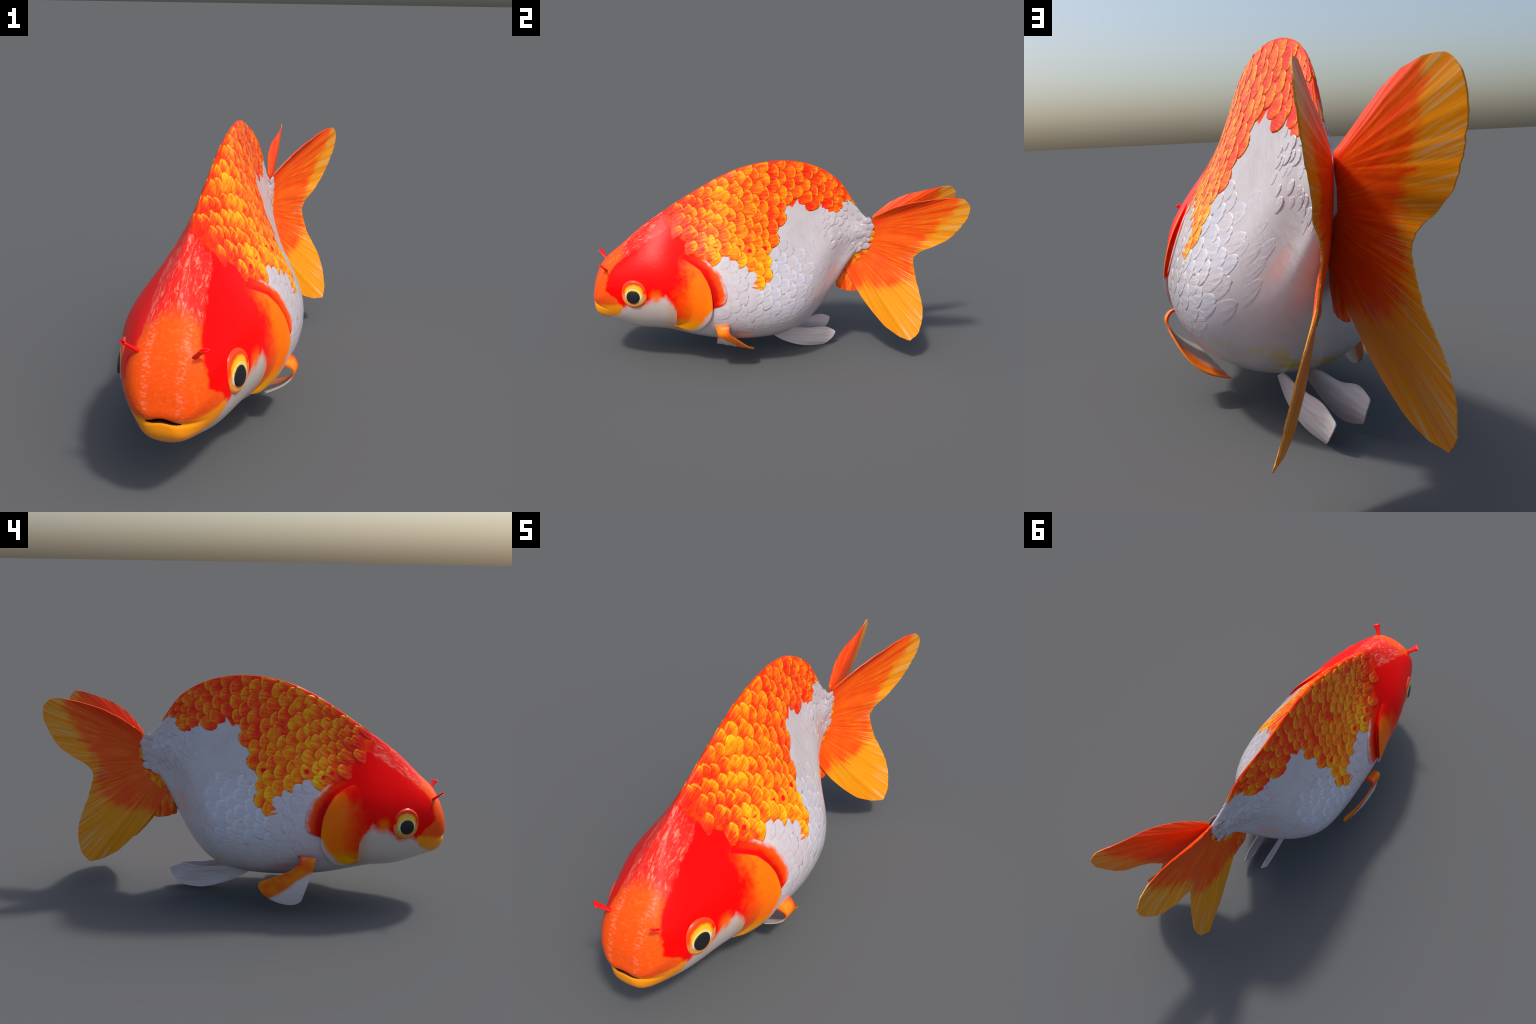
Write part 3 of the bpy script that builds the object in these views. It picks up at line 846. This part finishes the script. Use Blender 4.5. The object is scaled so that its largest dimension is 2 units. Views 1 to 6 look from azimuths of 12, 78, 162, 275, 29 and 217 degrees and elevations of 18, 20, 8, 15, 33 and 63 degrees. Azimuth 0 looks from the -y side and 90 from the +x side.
# pelvic fins (white paddles under the belly; one hangs lower than the other)
loft_fin("pelvic_fin", [(.045, .03, .135), (.050, .09, .135), (.036, .20, .121), (.024, .30, .114), (.013, .348, .084)],
         [(.042, -.04, .106), (.044, .02, .066), (.042, .09, .034), (.030, .185, .008), (.015, .274, .002)], 40, 24, .0052, M_PELV, bow=-.008, wave=.0003, tipround=.016)
loft_fin("pelvic_fin", [(-.035, .0, .135), (-.050, .06, .138), (-.072, .20, .136), (-.083, .29, .148), (-.088, .338, .130)],
         [(-.040, -.06, .115), (-.048, .0, .080), (-.058, .09, .046), (-.070, .19, .026), (-.086, .288, .044)], 40, 24, .0052, M_PELV, bow=-.008, wave=.0003, tipround=.014)
# pectoral fins: the right one curls in under the belly, the left one hangs
loft_fin("pectoral_fin", [(.258, -.385, .265), (.296, -.387, .268), (.318, -.379, .246), (.303, -.376, .208), (.258, -.371, .168), (.213, -.366, .141)],
         [(.262, -.314, .268), (.301, -.314, .280), (.320, -.318, .254), (.315, -.280, .208), (.286, -.215, .150), (.232, -.165, .104), (.160, -.160, .080)], 60, 26, .006, M_PECT, bow=.0, wave=.0008, tipround=.008)
loft_fin("pectoral_fin", [(-.262, -.385, .275), (-.290, -.386, .284), (-.299, -.374, .230), (-.302, -.350, .155), (-.289, -.324, .072)],
         [(-.262, -.300, .282), (-.294, -.318, .288), (-.304, -.300, .254), (-.300, -.232, .205), (-.268, -.124, .150)], 46, 30, .006, M_PECT, bow=.004, wave=.0004, tipround=.060)
# anal fins: a pair of short red fins under the tail
loft_fin("anal_fin", [(.024, .330, .470), (.030, .325, .420), (.034, .330, .372)], [(.028, .360, .490), (.060, .405, .440), (.084, .430, .366)], 22, 16, .007, M_ANAL, bow=.004, wave=.001, tipround=.012)
loft_fin("anal_fin", [(.010, .335, .470), (.004, .335, .420), (.004, .345, .378)], [(.014, .360, .490), (.004, .405, .440), (-.002, .432, .368)], 22, 16, .007, M_ANAL, bow=.004, wave=.001, tipround=.012)

# ------------------------------------------------------------------ nubs where the tail base meets the fans

def nub(name, y, z, ry, rz, rot, mat, side, off=.0065):
    n, m = 14, 9
    o = np.array(FAN_ROOT)
    # lies against the outside of the fan
    ang = np.radians(8.5)
    a = (y - .45) / math.cos(ang)
    if mat is M_WNUB:      # on the flat end of the tail base
        base = lerp_curve([(-.06, .033), (-.03, .030), (.0, .025), (.03, .020), (.06, .018)], a)
    else:                   # on the fan just behind it
        base = lerp_curve([(-.09, .013), (-.05, .017), (.0, .022), (.06, .017)], a)
    V = []
    for i in range(m):
        r = math.sin(i / (m - 1) * math.pi / 2)
        h = math.cos(i / (m - 1) * math.pi / 2)
        for j in range(n):
            t = 2 * math.pi * j / n
            p = abs(math.cos(t))**.8 * math.copysign(1, math.cos(t)) * r * ry, abs(math.sin(t))**.8 * math.copysign(1, math.sin(t)) * r * rz
            c, s_ = math.cos(rot), math.sin(rot)
            V.append((base + off * h - .003, a + p[0] * c - p[1] * s_, z + p[0] * s_ + p[1] * c))
    W = tail_world(np.array(V), side)
    F = [(i * n + j, i * n + (j + 1) % n, (i + 1) * n + (j + 1) % n, (i + 1) * n + j) for i in range(1, m - 1) for j in range(n)] + [(0, n + j, n + (j + 1) % n) for j in range(n)]
    ob = mesh_object(name, W, F, mat, fish)
    bm = bmesh.new(); bm.from_mesh(ob.data); bmesh.ops.remove_doubles(bm, verts=bm.verts, dist=1e-6); bmesh.ops.recalc_face_normals(bm, faces=bm.faces); bm.to_mesh(ob.data); bm.free()


for side in (1, -1):
    for (y, z, ry, rz, rot) in [(.468, .762, .024, .016, .2), (.484, .728, .026, .020, .5), (.466, .690, .030, .024, .1), (.474, .652, .022, .012, .1), (.463, .620, .032, .020, .05), (.425, .600, .026, .016, .4), (.450, .725, .030, .022, .2), (.440, .690, .028, .020, .1), (.445, .655, .030, .020, .1)]:
        nub("tail_root_lobe", y, z, ry, rz, rot, M_WNUB, side, off=.0032)
    for (y, z, ry, rz, rot) in [(.368, .553, .030, .018, .9), (.398, .540, .026, .018, .7), (.432, .572, .026, .016, .4), (.468, .584, .020, .012, .2), (.440, .548, .018, .014, .5), (.398, .575, .026, .014, .4), (.415, .520, .020, .014, .8),
                                (.506, .690, .011, .018, 0), (.504, .655, .010, .016, 0), (.503, .618, .014, .014, 0)]:
        nub("tail_root_scale", y, z, ry, rz, rot, M_ANUB, side, off=.0032)

# ------------------------------------------------------------------ eyes

def eye(side):
    yc, zc, R = -.800, .438, .072
    f = frac_at([yc], [zc]); p = skin(np.array([yc]), f, side)[0]; nrm = Vector(skin_normal(np.array([yc]), f, side)[0])
    nrm = (nrm + Vector((0, 0, .05))).normalized()
    tail = Vector((0, 1, 0)); ax = (tail - nrm * tail.dot(nrm)).normalized()
    up = nrm.cross(ax) * (1 if side < 0 else -1)
    if up.z < 0: up = -up
    cols = (ax, up, nrm)
    W = Matrix.Translation(Vector(p) - nrm * .0165) @ Matrix(cols).transposed().to_4x4() @ Matrix.Scale(R, 4)
    thing = bpy.data.objects.new("eye", None); COLL.objects.link(thing); thing.parent = fish; thing.empty_display_size = .05
    # eyeball with the swollen lid round it: a turned profile (radius, height), unit = eye radius
    prof = [(0, .47), (.20, .465), (.40, .445), (.58, .41), (.70, .365), (.76, .335), (.79, .335), (.83, .345), (.89, .325), (.95, .255), (1.0, .15), (1.04, .02), (1.06, -.2)]
    seg = 64; V = [(0, 0, prof[0][1] * .66)]; F = []
    for (r, h) in prof[1:]:
        for j in range(seg):
            t = 2 * math.pi * j / seg
            k = 1 + .02 * math.sin(3 * t + 1) * r
            V.append((r * k * math.cos(t), r * k * math.sin(t) * 1.0, (h if h < 0 else h * .66) + .03 * r * r * math.sin(t)))
    for j in range(seg): F.append((0, 1 + j, 1 + (j + 1) % seg))
    for i in range(len(prof) - 2):
        for j in range(seg):
            a = 1 + i * seg + j; b = 1 + i * seg + (j + 1) % seg
            F.append((a, a + seg, b + seg, b))
    def place(ob):
        ob.parent = thing; ob.matrix_local = W
        bm = bmesh.new(); bm.from_mesh(ob.data); bmesh.ops.recalc_face_normals(bm, faces=bm.faces); bm.to_mesh(ob.data); bm.free()
    ball = mesh_object("eyeball", V, F, M_EYE); place(ball)
    V = []; F = []
    pr = [(0, .375), (.15, .372), (.30, .362), (.40, .347), (.455, .326), (.48, .30), (.49, .20)]
    V.append((-.05, -.20, pr[0][1]))
    for (r, h) in pr[1:]:
        for j in range(seg):
            t = 2 * math.pi * j / seg
            V.append((-.05 + r * math.cos(t), -.20 + r * math.sin(t), h - .03 * math.sin(t) * r))
    for j in range(seg): F.append((0, 1 + j, 1 + (j + 1) % seg))
    for i in range(len(pr) - 2):
        for j in range(seg):
            a = 1 + i * seg + j; b = 1 + i * seg + (j + 1) % seg
            F.append((a, a + seg, b + seg, b))
    pup = mesh_object("pupil", V, F, M_PUPIL); place(pup)


for side in (1, -1):
    eye(side)

# ------------------------------------------------------------------ nostril flaps: flared flattened stalks on the forehead

def nostril(base, tip, flat):
    b = np.array(base); t = np.array(tip); ax = t - b; L = np.linalg.norm(ax); ax /= L
    flat = np.array(flat, float); wd = flat - ax * flat.dot(ax); wd /= np.linalg.norm(wd); th = np.cross(ax, wd)
    n = 20; V = []; F = []
    prof = [(-.25, .0105, .0065), (.0, .0105, .0065), (.25, .0105, .006), (.5, .0120, .0055), (.75, .0155, .0055), (.92, .0185, .006), (1.0, .0200, .006), (.97, .0165, .0035), (.80, .011, .002), (.7, .004, .001)]
    for (s, w, h) in prof:
        c = b + ax * s * L * 1.12
        for j in range(n):
            a = 2 * math.pi * j / n
            V.append(c + wd * w * math.cos(a) + th * h * math.sin(a))
    for i in range(len(prof) - 1):
        for j in range(n):
            F.append((i * n + j, i * n + (j + 1) % n, (i + 1) * n + (j + 1) % n, (i + 1) * n + j))
    F.append(tuple(range((len(prof) - 1) * n, len(prof) * n))); F.append(tuple(range(n))[::-1])
    ob = mesh_object("nostril_flap", V, F, M_NOSTRIL, fish)
    bm = bmesh.new(); bm.from_mesh(ob.data); bmesh.ops.recalc_face_normals(bm, faces=bm.faces); bm.to_mesh(ob.data); bm.free()


nostril((.113, -.937, .536), (.141, -.958, .566), (.7, .75, -.1))
nostril((-.069, -.932, .534), (-.101, -.960, .567), (-.7, .75, -.1))

bpy.context.view_layer.update()
